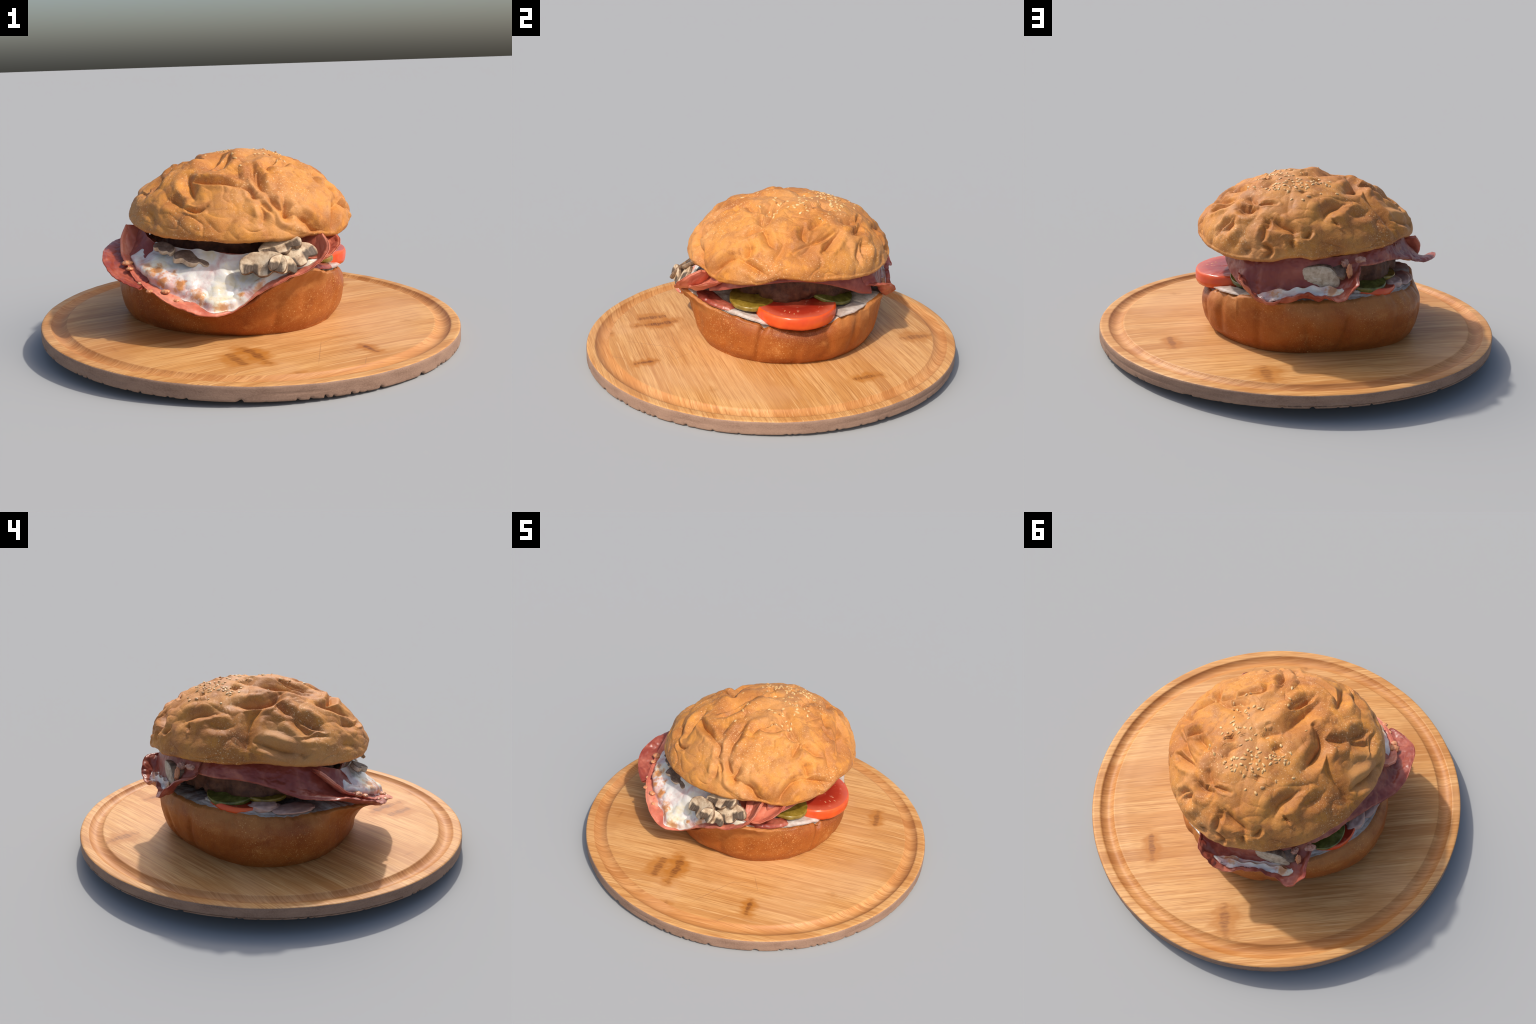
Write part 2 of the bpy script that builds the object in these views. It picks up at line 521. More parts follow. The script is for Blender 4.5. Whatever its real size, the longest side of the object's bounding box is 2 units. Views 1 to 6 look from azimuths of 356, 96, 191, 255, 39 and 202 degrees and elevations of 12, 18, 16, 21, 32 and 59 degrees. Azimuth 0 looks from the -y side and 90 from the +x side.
def build_board():
    R, thick = 0.9965, 0.066
    prof = []   # radius, height above the top plane, material (0 top, 1 groove, 2 side)
    for r in np.linspace(0.0, 0.86, 60):
        prof.append((r, 0.0, 0))
    prof += [(0.872, 0.0, 0), (0.878, -0.0005, 0), (0.8805, -0.003, 1)]
    for a in np.linspace(0.0, 1.0, 15)[1:-1]:       # round-bottomed juice groove
        prof.append((0.8805 + 0.068 * a, -0.003 - 0.0165 * math.sin(math.pi * a) ** 0.8, 1))
    prof += [(0.9485, -0.003, 1), (0.951, -0.0005, 0), (0.957, 0.0, 0)]
    for r in np.linspace(0.962, 0.984, 5):
        prof.append((r, 0.0, 0))
    prof += [(0.9895, -0.0008, 0), (R - 0.0032, -0.003, 0), (R - 0.0008, -0.007, 2), (R, -0.012, 2)]
    for h in np.linspace(-0.018, -thick + 0.006, 9):
        prof.append((R, h, 2))
    prof += [(R - 0.001, -thick + 0.003, 2), (R - 0.004, -thick, 2), (R - 0.02, -thick, 2)]
    for r in np.linspace(0.9, 0.0, 12):
        prof.append((r, -thick, 2))
    prof = np.array(prof)
    nt = 720
    th = np.linspace(0, 2 * np.pi, nt, endpoint=False)
    r, h, mi = prof[:, 0][None], prof[:, 1][None], prof[:, 2]
    T = th[:, None]
    rr = np.broadcast_to(r, (nt, len(prof))).copy()
    hh = np.broadcast_to(h, (nt, len(prof))).copy()
    # slightly uneven rim and groove
    wob = 0.0022 * fbm(np.stack([np.cos(th) * 3, np.sin(th) * 3, th * 0], -1), 3)[:, None]
    rr += np.where(rr > 0.85, wob, 0)
    lip = ((r > 0.957) & (h > -0.02)).astype(float)
    hh += lip * 0.0018 * fbm(np.stack([np.cos(th) * 9, np.sin(th) * 9, th * 0 + 3], -1), 3)[:, None]
    # chipped lower edge
    chip = np.maximum(0, fbm(np.stack([np.cos(th) * 42, np.sin(th) * 42, th * 0 + 9], -1), 3) - 0.16)[:, None]
    lowband = smooth(-h, 0.050, 0.064)
    side = (mi == 2)[None] & (rr > 0.95)
    rr -= np.where(side, chip * lowband * 0.022, 0)
    hh += np.where(side, chip * lowband * 0.022, 0)
    # faint seam between the two glued layers
    seam = np.exp(-((-h - 0.034) / 0.0022) ** 2) * smooth(fbm(np.stack([np.cos(th) * 2, np.sin(th) * 2, th * 0 + 5], -1), 2), -0.1, 0.2)[:, None]
    rr -= np.where(side, 0.0022 * seam, 0)
    x, y = rr * np.cos(T), rr * np.sin(T)
    # slight relief of the planed face
    face = (h > -0.001) & (r < 0.88)
    g = math.radians(25)
    u, v = x * math.cos(g) + y * math.sin(g), -x * math.sin(g) + y * math.cos(g)
    hh += np.where(r < 0.872, 0.0038 * smooth(-r, -0.872, -0.80), 0) * (h > -0.001)
    hh += np.where(face, 0.0007 * perlin(np.stack([u * 3, v * 22, u * 0], -1)), 0)
    hh += np.where(h < -0.05, 0.007 * smooth(-x * .855 + y * .516, -0.2, 1.0), 0)     # thinner towards the raised side
    z = board_z(x, y) + hh
    P = np.stack([x, y, z], -1)
    q = grid_faces(nt, len(prof), wrap_u=True)
    mat = np.tile(np.maximum(mi[:-1], mi[1:]).astype(int), nt)
    ob = add_mesh("cutting_board", P, q, [MAT["board"], MAT["groove"], MAT["side"]], mat_index=mat)
    ob["label"] = "round bamboo board with a carved juice groove"
    ob["category"] = "cutting board"
    return ob


board = build_board()
AX = (-0.06, 0.07)           # axis of the fillings
BX = (-0.08, 0.065)          # axis of the bottom bun
burger = empty("burger", (AX[0], AX[1], board_z(*AX)), "crusty burger with ham, melted cheese, mushrooms and tomato", "burger")
bpy.context.view_layer.update()


def child(name, verts, quads, mats, parent=None, **kw):
    """Part of the burger, verts in world coordinates."""
    ob = add_mesh(name, verts, quads, mats, **kw)
    p = parent or burger
    ob.parent = p
    ob.matrix_parent_inverse = p.matrix_world.inverted() if p is burger else Matrix.Identity(4)
    return ob


# --------------------------------------------------------------- bottom bun
# azimuth: radius at the board, radius half way up, rim radius, rim height
BOTTOM = {
    -180: (.505, .545, .512, .368), -165: (.490, .532, .512, .370), -150: (.470, .510, .555, .374),
    -133: (.450, .490, .598, .347), -120: (.440, .482, .606, .302), -108: (.438, .480, .608, .254),
    -95: (.440, .498, .553, .246), -85: (.444, .506, .553, .285), -76: (.448, .512, .568, .342),
    -65: (.458, .518, .582, .385), -57: (.468, .522, .594, .405), -48: (.474, .522, .572, .382),
    -40: (.476, .524, .545, .356), -30: (.480, .530, .532, .343), -18: (.480, .535, .526, .330),
    -7: (.480, .538, .524, .314), 10: (.482, .540, .524, .294), 29: (.482, .540, .524, .305),
    42: (.480, .538, .522, .342), 58: (.474, .525, .525, .358), 70: (.470, .520, .548, .392),
    80: (.462, .516, .540, .382), 92: (.450, .512, .503, .385), 105: (.436, .500, .484, .385),
    115: (.430, .494, .478, .386), 130: (.446, .506, .482, .390), 145: (.474, .526, .490, .392),
    160: (.502, .545, .506, .383),
}


def build_bottom_bun():
    nt = 640
    deg = np.linspace(-180, 180, nt, endpoint=False)
    th = np.radians(deg)
    tab = around(BOTTOM, deg)
    rc, rm, rr, zr = tab.T
    rows, mats = [], []
    cx, cy = np.cos(th), np.sin(th)
    zb = board_z(BX[0] + rc * cx, BX[1] + rc * cy) - 0.004
    zm = zb + (zr - zb) * 0.52

    def ring(r, z, m):
        rows.append(np.stack([BX[0] + r * cx, BX[1] + r * cy, z], -1))
        mats.append(m)
    for f in np.linspace(0, 1, 14):                      # underside
        ring(f * (rc - 0.02), zb - 0.0 + 0 * rc, 0)
    ring(rc - 0.008, zb + 0.001, 0)
    flare = np.maximum(rr - rm, 0)
    knots = np.stack([rc, (rc + rm) / 2 + 0.008, rm, rm + 0.30 * (rr - rm) + 0.006 * (flare < .005), rr], 0)
    zk = np.stack([zb + 0.010, zb + (zm - zb) * 0.45, zm, (zm + zr) / 2 + 0.004, zr - 0.012], 0)
    s = np.linspace(0, 4, 70)
    R = hermite(np.arange(5.0), knots, s)
    Z = hermite(np.arange(5.0), zk, s)
    for r, z in zip(R, Z):
        ring(r, z, 0)
    ring(rr - 0.007, zr - 0.006, 0)
    ring(rr - 0.018, zr - 0.001, 0)
    ring(rr - 0.034, zr + 0.001, 1)
    inner = np.minimum(rr, 0.50) - 0.045
    for f in np.linspace(0, 1, 22):                      # cut face
        zc = zr + 0.004 + (0.352 - zr) * smooth(f, 0.0, 0.8)
        ring(inner * (1 - f) + 0.0001, zc, 1)
    P = np.stack(rows, 1)
    N = grid_normals(P, True)
    wall = np.zeros(P.shape[1])
    wall[15:87] = 1
    wall[14:16] = 0.3
    # gentle lumps, a few vertical creases as the crust sagged, fine skin
    A = deg[:, None] + 0 * P[..., 0]
    d = 0.006 * fbm(P * 5, 3) + 0.0016 * fbm(P * 22, 3) + 0.006 * fbm(P * np.array([8, 8, 2.5]) + 7, 2)
    hrel = (P[..., 2] - zb[:, None]) / np.maximum(zr - zb, .1)[:, None]
    for a0, w, dep, lo, hi, lean in ((-9, 1.6, .012, .1, 1.1, 4), (31, 2.0, .009, .35, 1.1, -6), (47, 2.6, .009, .15, .9, 5), (73, 2.0, .010, .1, .9, 3),
                                     (99, 2.4, .010, .0, .7, -4), (120, 2.0, .009, .1, .8, 5), (-30, 2.5, .006, .0, .7, 4),
                                     (-55, 3.0, .006, .2, 1.0, 3), (150, 2.5, .005, .3, 1.0, 3),
                                     (172, 3.0, .005, .1, .8, -3), (-70, 2.5, .005, .1, .8, 4), (12, 2.5, .005, .0, .6, 2)):
        off = (A - a0 - lean * (hrel - .5) + 180) % 360 - 180
        d = d - dep * np.exp(-(off / w) ** 2) * smooth(hrel, lo - .15, lo + .2) * (1 - smooth(hrel, hi - .2, hi + .1))
    d = d * wall[None]
    d += 0.006 * fbm(P * 16 + 4, 4) * (np.array(mats) == 1)[None]
    # torn notch in the rim, right side
    P = P + N * d[..., None]
    off = (A + 6) / 2.2
    P[..., 2] -= 0.012 * np.exp(-off**2) * smooth(hrel, 0.75, 1.0) * (np.arange(P.shape[1]) < 92)[None]
    ragged = 0.010 * fbm(np.stack([cx * 12, cy * 12, th * 0], -1), 3)[:, None]
    P[..., 2] += ragged * smooth(hrel, 0.7, 1.0) * (np.arange(P.shape[1]) < 95)[None]
    q = grid_faces(nt, P.shape[1], wrap_u=True)
    mi = np.tile(np.maximum(np.array(mats)[:-1], np.array(mats)[1:]), nt)
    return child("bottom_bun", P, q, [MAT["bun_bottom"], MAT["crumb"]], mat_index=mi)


build_bottom_bun()

# ------------------------------------------------------------------ top bun
def dome(th, ph):
    """Smooth crown of the top bun; th azimuth, ph elevation (0 rim .. pi/2 apex)."""
    R = (.5313 - .0087 * np.cos(2 * th) + .0165 * np.sin(2 * th) + .0048 * np.cos(3 * th) - .0079 * np.sin(3 * th))
    c = np.cos(ph) ** .9645
    s = np.sin(ph) ** 1.132
    x = -.0361 + R * c * np.cos(th) + .0149 * s
    y = .0639 + R * c * np.sin(th) + .031 * s
    z = .564 + .312 * s - .0302 * (x + .0361) + .0173 * (y - .0639)
    return np.stack([x, y, z], -1)


RIM_Z = {-173: .600, -156: .582, -145: .572, -128: .558, -106: .550, -97: .540, -83: .538, -68: .533, -58: .537,
         -47: .526, -39: .513, -28: .515, -15: .530, -6: .548, 1: .573, 10: .575, 20: .563, 31: .560, 50: .550,
         60: .549, 72: .556, 84: .570, 92: .592, 98: .600, 104: .592, 115: .607, 131: .612, 150: .618, 165: .625}

# wrinkles of the collapsed crust: width, depth, path as (azimuth, elevation) on the crown
WRINKLES = [
    (.03, .03, [(-123, 59), (-133, 72), (-155, 79), (176, 82)]),
    (.022, .014, [(176, 82), (128, 86), (76, 83)]),
    (.02, .034, [(-154, 68), (-167, 64), (-178, 61), (165, 60), (148, 59)]),
    (.018, .03, [(-169, 63), (-169, 55), (-165, 47)]),
    (.022, .02, [(-163, 47), (-158, 40), (-153, 32)]),
    (.018, .028, [(175, 56), (165, 49), (160, 30), (158, 7)]),
    (.02, .032, [(134, 49), (124, 47), (116, 44), (112, 37)]),
    (.02, .022, [(150, 40), (141, 39), (131, 40)]),
    (.02, .024, [(-20, 46), (-19, 59), (-20, 71), (-13, 75)]),
    (.016, .014, [(-46, 65), (-65, 61), (-67, 56)]),
    (.016, .014, [(-80, 62), (-82, 46)]),
    (.014, .014, [(37, 56), (28, 53), (21, 51)]),
    (.014, .014, [(28, 33), (35, 38), (44, 44)]),
    (.018, .018, [(54, 40), (62, 40), (68, 43)]),
    (.018, .014, [(51, 52), (60, 48), (65, 47)]),
    (.007, .012, [(65, 46), (73, 48), (80, 49)]),
    (.016, .03, [(81, 37), (87, 32), (94, 27), (95, 21)]),
    (.016, .014, [(77, 36), (80, 33), (79, 27)]),
    (.018, .012, [(100, 63), (98, 59)]),
    (.022, .014, [(139, 77), (117, 76)]),
    (.022, .012, [(55, 72), (52, 66), (61, 62)]),
    (.016, .014, [(120, 35), (118, 34)]),
    (.018, .018, [(-135, 51), (-124, 40), (-118, 32)]),
    (.012, .02, [(-129, 47), (-114, 46), (-101, 45), (-94, 43)]),
    (.01, .012, [(-94, 43), (-87, 40), (-85, 34), (-82, 32)]),
    (.018, .02, [(-115, 76), (-115, 65), (-115, 58)]),
    (.02, .016, [(-135, 31), (-128, 29), (-123, 25)]),
    (.007, .012, [(-123, 25), (-114, 23), (-110, 27)]),
    (.014, .018, [(-67, 32), (-68, 26), (-69, 19), (-64, 19)]),
    (.012, .012, [(-82, 29), (-81, 18), (-82, 14)]),
    (.02, .02, [(-63, 18), (-57, 13), (-52, 3), (-47, 0)]),
    (.016, .012, [(-146, 17), (-139, 14), (-137, 10)]),
    (.012, .016, [(-17, 52), (-20, 49), (-26, 44), (-30, 39)]),
    (.014, .022, [(-20, 49), (-14, 44), (-10, 38), (-4, 33)]),
    (.014, .018, [(-22, 34), (-20, 27), (-21, 22)]),
    (.012, .016, [(16, 52), (14, 44), (16, 38)]),
    (.014, .014, [(33, 56), (26, 52), (19, 49)]),
    (.014, .02, [(42, 43), (32, 35), (26, 29)]),
    (.012, .018, [(63, 45), (61, 39), (53, 39)]),
    (.012, .014, [(55, 32), (50, 23), (49, 14)]),
    (.02, .01, [(1, 38), (-1, 29), (-3, 19)]),
    (.028, .014, [(20, 40), (17, 33), (11, 26)]),
    (.014, .014, [(-77, 34), (-73, 26), (-68, 22)]),
    (.02, .02, [(-34, 71), (-28, 64), (-18, 61)]),
    (.016, .014, [(44, 71), (29, 70)]),
    (.022, .018, [(57, 31), (55, 25), (53, 20)]),
    (.016, .014, [(70, 6), (73, 11)]),
    (.008, .016, [(78, 15), (81, 14), (84, 7), (81, 0)]),
    (.01, .014, [(78, 32), (79, 22), (78, 16)]),
    (.008, .014, [(104, 29), (102, 23), (100, 21)]),
    (.01, .022, [(94, 20), (94, 14), (95, 7)]),
    (.012, .014, [(-159, 67), (-170, 59), (-175, 53)]),
    (.022, .02, [(-164, 47), (-164, 38), (-162, 32), (-158, 32)]),
    (.022, .018, [(165, 26), (173, 20), (-180, 15), (-173, 14)]),
    (.018, .014, [(-168, 27), (-159, 29), (-153, 26)]),
    (.018, .014, [(-172, 14), (-170, 7)]),
    (.014, .016, [(-78, 58), (-79, 53), (-80, 45), (-77, 37)]),
    (.014, .014, [(-65, 62), (-52, 61), (-33, 61)]),
    (.014, .014, [(-30, 61), (-27, 56), (-20, 50)]),
    (.014, .012, [(-82, 30), (-77, 22)]),
    (.014, .026, [(-25, 22), (-32, 19), (-37, 11), (-39, 2)]),
    (.012, .022, [(-25, 22), (-19, 19), (-12, 14), (-5, 6)]),
    (.012, .012, [(42, 45), (28, 40), (14, 35), (7, 29)]),
]


def path_points(path, step=0.006):
    p = dome(np.radians([a for a, _ in path]), np.radians([min(e, 89.9) for _, e in path]))
    k = np.r_[0, np.cumsum(np.linalg.norm(np.diff(p, axis=0), axis=1))]
    n = max(4, int(k[-1] / step))
    s = np.linspace(0, k[-1], n)
    return hermite(k, p, s), s / k[-1]


def build_top_bun():
    nt, nd = 720, 250
    deg = np.linspace(-180, 180, nt, endpoint=False)
    th = np.radians(deg)
    ph = np.radians(90) * (1 - np.linspace(0.004, 1, nd) ** 0.9)
    TH, PH = np.meshgrid(th, ph, indexing="ij")
    P = dome(TH, np.maximum(PH, 0))
    N = grid_normals(P, True)
    if (N[:, nd // 2] * (P[:, nd // 2] - np.array([-.03, .07, .5]))).sum() < 0:
        N = -N
    # wrinkles: a valley with raised shoulders, deepest one wins
    valley = np.zeros(P.shape[:2])
    shoulder = np.zeros(P.shape[:2])
    near = np.zeros(P.shape[:2])
    for w, dep, path in WRINKLES:
        sunny = -130 < sum(p[0] for p in path) / len(path) < 70
        w, dep = w * 1.05, dep * ((1.35 if dep > 0.02 else 1.9) if sunny else (0.95 if dep > 0.02 else 1.45))
        pts, s = path_points(path)
        lo, hi = pts.min(0) - 4 * w, pts.max(0) + 4 * w
        box = ((P > lo) & (P < hi)).all(-1)
        if not box.any():
            continue
        V = P[box]
        V = V + 0.16 * w * np.stack([perlin(V * 24 + 3), perlin(V * 24 + 31), perlin(V * 24 + 57)], -1)
        d2 = ((V[:, None] - pts[None]) ** 2).sum(-1)
        k = d2.argmin(1)
        dist = np.sqrt(d2[np.arange(len(k)), k])
        e = np.minimum(s[k], 1 - s[k])
        taper = 0.35 + 0.65 * smooth(e, 0, 0.3)
        u = dist / w
        near[box] = np.maximum(near[box], np.exp(-(u / 2.6) ** 2))
        valley[box] = np.maximum(valley[box], dep * taper * np.exp(-1.1 * (np.sqrt(u * u + 0.012) - 0.11)))
        shoulder[box] = np.maximum(shoulder[box], 0.42 * dep * taper * np.exp(-((u - 2.6) / 1.4) ** 2))
    # crumpled skin: pillows between sharp creases (folded noise on a warped domain)
    warp = np.stack([fbm(P * 3 + 5, 1), fbm(P * 3 + 25, 1), fbm(P * 3 + 45, 1)], -1)
    pillow = np.abs(perlin(P * 4.8 + 1.0 * warp + 2))
    fold = np.abs(perlin(P * np.array([10, 10, 8]) + 1.6 * warp + 11))
    free = 1 - smooth(near, 0.15, 0.7)                     # keep clear of the big wrinkles
    crumple = 0.012 * (np.minimum(pillow * 2.6, 1) ** 0.8 - 0.60)
    crumple += 0.005 * (np.minimum(fold * 3.2, 1) ** 0.7 - 0.75) * (0.3 + 0.7 * free)
    # short sharp creases running along the folds
    line = np.exp(-np.abs(perlin(P * 8.5 + 1.4 * warp + 31)) / 0.035) * smooth(perlin(P * 6 + 71), -0.05, 0.25)
    crumple -= 0.005 * line * (0.25 + 0.75 * free)
    lumps = 0.005 * fbm(P * 4.5 + 2, 2)
    skin = 0.0010 * fbm(P * 45, 3)
    d = shoulder * (1 - np.minimum(valley / 0.012, 1)) - valley + lumps + crumple + skin + 0.0005 - 0.007 * np.clip(np.cos(TH - np.radians(115)), -0.6, 1)
    d *= smooth(PH, -0.01, 0.05) * 0.6 + 0.4
    d[:, 0] = d[:, 1] = d[:, 2].mean()
    rim_z = around(RIM_Z, deg)
    z_eq = dome(th, th * 0)[:, 2]
    jag = 0.004 * fbm(np.stack([np.cos(th) * 14, np.sin(th) * 14, th * 0 + 2], -1), 4)
    shift = (rim_z - z_eq + 0.012 + jag)[:, None] * (1 - smooth(PH, 0, np.radians(38)))
    P = P + N * d[..., None]
    # lopsided crown: fuller on the seeded side, slacker on the right shoulder
    P[..., 2] += 0.014 * np.exp(-((P[..., 0] + 0.02) ** 2 + (P[..., 1] - 0.30) ** 2) / 0.20 ** 2) * smooth(PH, 0.2, 0.6)
    P -= N * (0.009 * np.exp(-((P[..., 0] - 0.40) ** 2 + (P[..., 1] - 0.10) ** 2) / 0.16 ** 2))[..., None] * smooth(PH, 0.05, 0.4)[..., None]
    P[..., 2] += shift
    # rolled-in edge and flat cut underside
    edge = P[:, -1]
    c = np.array([-.036, .064])
    out = edge[:, :2] - c
    rad = np.linalg.norm(out, axis=1)
    out = out / rad[:, None]
    apex = np.broadcast_to(P[:, 0].mean(0), P[:, 0].shape)
    rows, mats = [apex] + [P[:, i] for i in range(nd)], [0] * (nd + 1)

    def ring(dr, dz, m):
        r = np.maximum(rad - dr, 0.0005)
        rows.append(np.c_[c[0] + out[:, 0] * r, c[1] + out[:, 1] * r, edge[:, 2] + dz])
        mats.append(m)
    for dr, dz, m in ((.001, -.006, 0), (.005, -.012, 0), (.012, -.0165, 0), (.022, -.018, 0), (.034, -.016, 0), (.05, -.012, 1), (.08, -.008, 1)):
        ring(dr, dz, m)
    for f in np.linspace(0.2, 1, 10):
        r = np.maximum((rad - .08) * (1 - f), 0.0005)
        z = (edge[:, 2] - .008) * (1 - f) + 0.565 * f
        rows.append(np.c_[c[0] + out[:, 0] * r, c[1] + out[:, 1] * r, z])
        mats.append(1)
    G = np.stack(rows, 1)
    q = grid_faces(nt, G.shape[1], wrap_u=True, flip=False)
    mi = np.tile(np.array(mats)[1:], nt)
    ob = child("top_bun", G, q, [MAT["bun_top"], MAT["crumb"]], mat_index=mi)
    return ob, P, N, th, ph


top_bun, CROWN, CROWN_N, C_TH, C_PH = build_top_bun()


# ------------------------------------------------------------- sesame seeds
def seed_mesh():
    nu, nv = 14, 10
    u = np.linspace(0, 2 * np.pi, nu, endpoint=False)
    v = np.linspace(0, np.pi, nv)
    U, W = np.meshgrid(u, v, indexing="ij")
    w = np.sin(W) * (1 - 0.28 * np.cos(W))
    P = np.stack([np.cos(W) * 0.0105, w * np.cos(U) * 0.0062, w * np.sin(U) * 0.0036], -1)
    return P, grid_faces(nu, nv, wrap_u=True)


def place_seeds():
    # clusters: centre (azimuth, elevation), scatter in metres
    pts = []
    for n, az, el, sx, sy in ((44, 82, 70, .050, .028), (16, 72, 63, .040, .018), (14, 125, 72, .045, .03), (16, 18, 73, .028, .022),
                              (10, -25, 77, .030, .022), (7, -25, 67, .022, .018), (8, 60, 80, .05, .04)):
        c = dome(np.radians(az), np.radians(el))
        for _ in range(n):
            pts.append((c[0] + random.gauss(0, sx), c[1] + random.gauss(0, sy)))
    for az, el in ((104, 56), (90, 54), (99, 53), (133, 58), (116, 59), (-166, 72), (60, 88), (-100, 70), (-107, 75), (-30, 68), (36, 57),
                   (34, 58), (46, 59), (25, 66), (145, 71), (133, 69), (95, 63), (139, 78), (51, 62), (34, 67), (-103, 70), (-93, 61), (-40, 64), (-46, 64), (-38, 75)):
        c = dome(np.radians(az), np.radians(el))
        pts.append((c[0], c[1]))
    kept = []
    for p in pts:
        if all((p[0] - k[0]) ** 2 + (p[1] - k[1]) ** 2 > 0.0105 ** 2 for k in kept):
            kept.append(p)
    SP, SQ = seed_mesh()
    flat = CROWN.reshape(-1, 3)
    # surface normals of the wrinkled crown
    n2 = grid_normals(CROWN, True)
    if n2[:, 40, 2].mean() < 0:
        n2 = -n2
    n2 = n2.reshape(-1, 3)
    first = None
    for x, y in kept:
        i = int(((flat[:, 0] - x) ** 2 + (flat[:, 1] - y) ** 2 + (flat[:, 2] < 0.6) * 1.0).argmin())
        n = Vector(n2[i]).normalized()
        tang = Vector((math.cos(random.uniform(0, 6.28)), math.sin(random.uniform(0, 6.28)), 0))
        tang = (tang - n * tang.dot(n)).normalized()
        M = Matrix((tang, n.cross(tang), n)).transposed().to_4x4()
        s = random.uniform(0.82, 1.12)
        M = Matrix.Translation(Vector(flat[i]) + n * 0.0003) @ M @ Matrix.Rotation(random.gauss(0, .18), 4, 'Y') @ Matrix.Diagonal((s, s * random.uniform(.85, 1.1), s, 1))
        if first is None:
            first = add_mesh("sesame_seed", SP, SQ, MAT["sesame"])
            ob = first
        else:
            ob = first.copy()
            bpy.context.scene.collection.objects.link(ob)
        ob.parent = top_bun
        ob.matrix_parent_inverse = Matrix.Translation(-Vector(burger.location)) @ Matrix.Translation(Vector(burger.location))
        ob.matrix_world = M
        ob.matrix_parent_inverse = top_bun.matrix_world.inverted()
        ob.matrix_basis = M


place_seeds()

# ------------------------------------------------------------- ham slices
def polar(deg, r, z):
    a = np.radians(deg)
    return np.stack([AX[0] + r * np.cos(a), AX[1] + r * np.sin(a), z], -1)


class Sheet:
    """Thin slice lofted through radial sections: {azimuth: [(radius, height) inner .. lip]}."""
    def __init__(self, stations):
        self.az = np.array([s[0] for s in stations], float)
        self.rz = np.array([s[1] for s in stations], float)
        self.uk = np.linspace(0, 1, self.rz.shape[1])

    def at(self, az, u):
        """az (n,), u (m,) or (n, m) -> (n, m, 3)"""
        u = np.asarray(u, float)
        sec = hermite(self.az, self.rz, np.asarray(az, float))          # n, k, 2
        if u.ndim == 1:
            u = np.broadcast_to(u, (len(az), len(u)))
        out = np.empty(u.shape + (2,))
        for i in range(len(az)):
            out[i] = hermite(self.uk, sec[i], u[i])
        return polar(np.asarray(az)[:, None], out[..., 0], out[..., 1])


def thick_sheet(name, P, mats, thickness, parent=None, h=None):
    """Close a grid surface into a slab (offset along normals) with a rounded-off border."""
    N = grid_normals(P)
    if N[..., 2].mean() < 0:
        N = -N
    nu, nv = P.shape[:2]
    T = thickness * np.ones((nu, nv)) if h is None else h
    top, bot = P + N * T[..., None] * 0.5, P - N * T[..., None] * 0.5
    V = np.concatenate([top.reshape(-1, 3), bot.reshape(-1, 3)])
    n = nu * nv
    up = N[nu // 2, nv // 2] @ np.cross(P[nu // 2 + 1, nv // 2] - P[nu // 2, nv // 2], P[nu // 2, nv // 2 + 1] - P[nu // 2, nv // 2]) > 0
    q = [grid_faces(nu, nv, flip=not up), grid_faces(nu, nv, base=n, flip=up)]
    idx = np.arange(n).reshape(nu, nv)
    loop = np.r_[idx[0, :], idx[1:, -1], idx[-1, -2::-1], idx[-2:0:-1, 0]]
    nx = np.roll(loop, -1)
    e = np.stack([loop, nx, nx + n, loop + n], -1)
    q.append(e if not up else e[:, ::-1])
    ob = child(name, V, np.concatenate(q), mats, parent=parent)
    return ob


def ham(name, sheet, a0, a1, thickness=0.014, ruffle=0.010, mat="ham", seed=0, nu=220, nv=60, edge=None):
    az = np.linspace(a0, a1, nu)
    u = np.linspace(0, 1, nv)
    lip = 1 + 0.03 * fbm(np.stack([az * 0.13, az * 0 + seed, az * 0], -1), 3)
    U = u[None] * np.where(u[None] > 0, np.minimum(lip, 1.0)[:, None], 1)
    P = sheet.at(az, U)
    N = grid_normals(P)
    d = ruffle * fbm(P * 14 + seed, 3) * smooth(u, 0.1, 1.0)[None] + 0.003 * fbm(P * 40 + seed, 3)
    P = P + N * d[..., None]
    h = thickness * (1 - 0.75 * smooth(u, 0.93, 1.0))[None] * np.ones((nu, 1))
    return thick_sheet(name, P, MAT[mat], thickness, h=h)


FRONT = Sheet([
    (-164, [(.44, .560), (.49, .565), (.52, .568), (.535, .570)]),
    (-159, [(.44, .535), (.50, .520), (.55, .515), (.572, .525)]),
    (-153, [(.44, .515), (.50, .475), (.56, .455), (.598, .465)]),
    (-146, [(.44, .500), (.50, .450), (.57, .422), (.612, .432)]),
    (-137, [(.44, .490), (.50, .430), (.58, .382), (.638, .382)]),
    (-127, [(.43, .485), (.50, .415), (.59, .355), (.662, .346)]),
    (-117, [(.42, .480), (.49, .400), (.58, .322), (.675, .297)]),
    (-108, [(.41, .475), (.48, .390), (.57, .295), (.672, .262)]),
    (-101, [(.41, .470), (.47, .380), (.56, .282), (.652, .247)]),
    (-94, [(.41, .465), (.46, .375), (.53, .285), (.598, .252)]),
    (-86, [(.41, .460), (.46, .390), (.53, .325), (.580, .300)]),
    (-76, [(.41, .460), (.46, .405), (.53, .370), (.598, .358)]),
    (-66, [(.41, .460), (.47, .415), (.54, .395), (.620, .400)]),
    (-59, [(.42, .470), (.49, .425), (.56, .415), (.640, .432)]),
    (-54, [(.43, .490), (.50, .445), (.57, .440), (.640, .470)]),
    (-50, [(.44, .515), (.50, .490), (.56, .492), (.605, .512)]),
    (-47, [(.45, .535), (.49, .530), (.53, .530), (.550, .535)]),
])
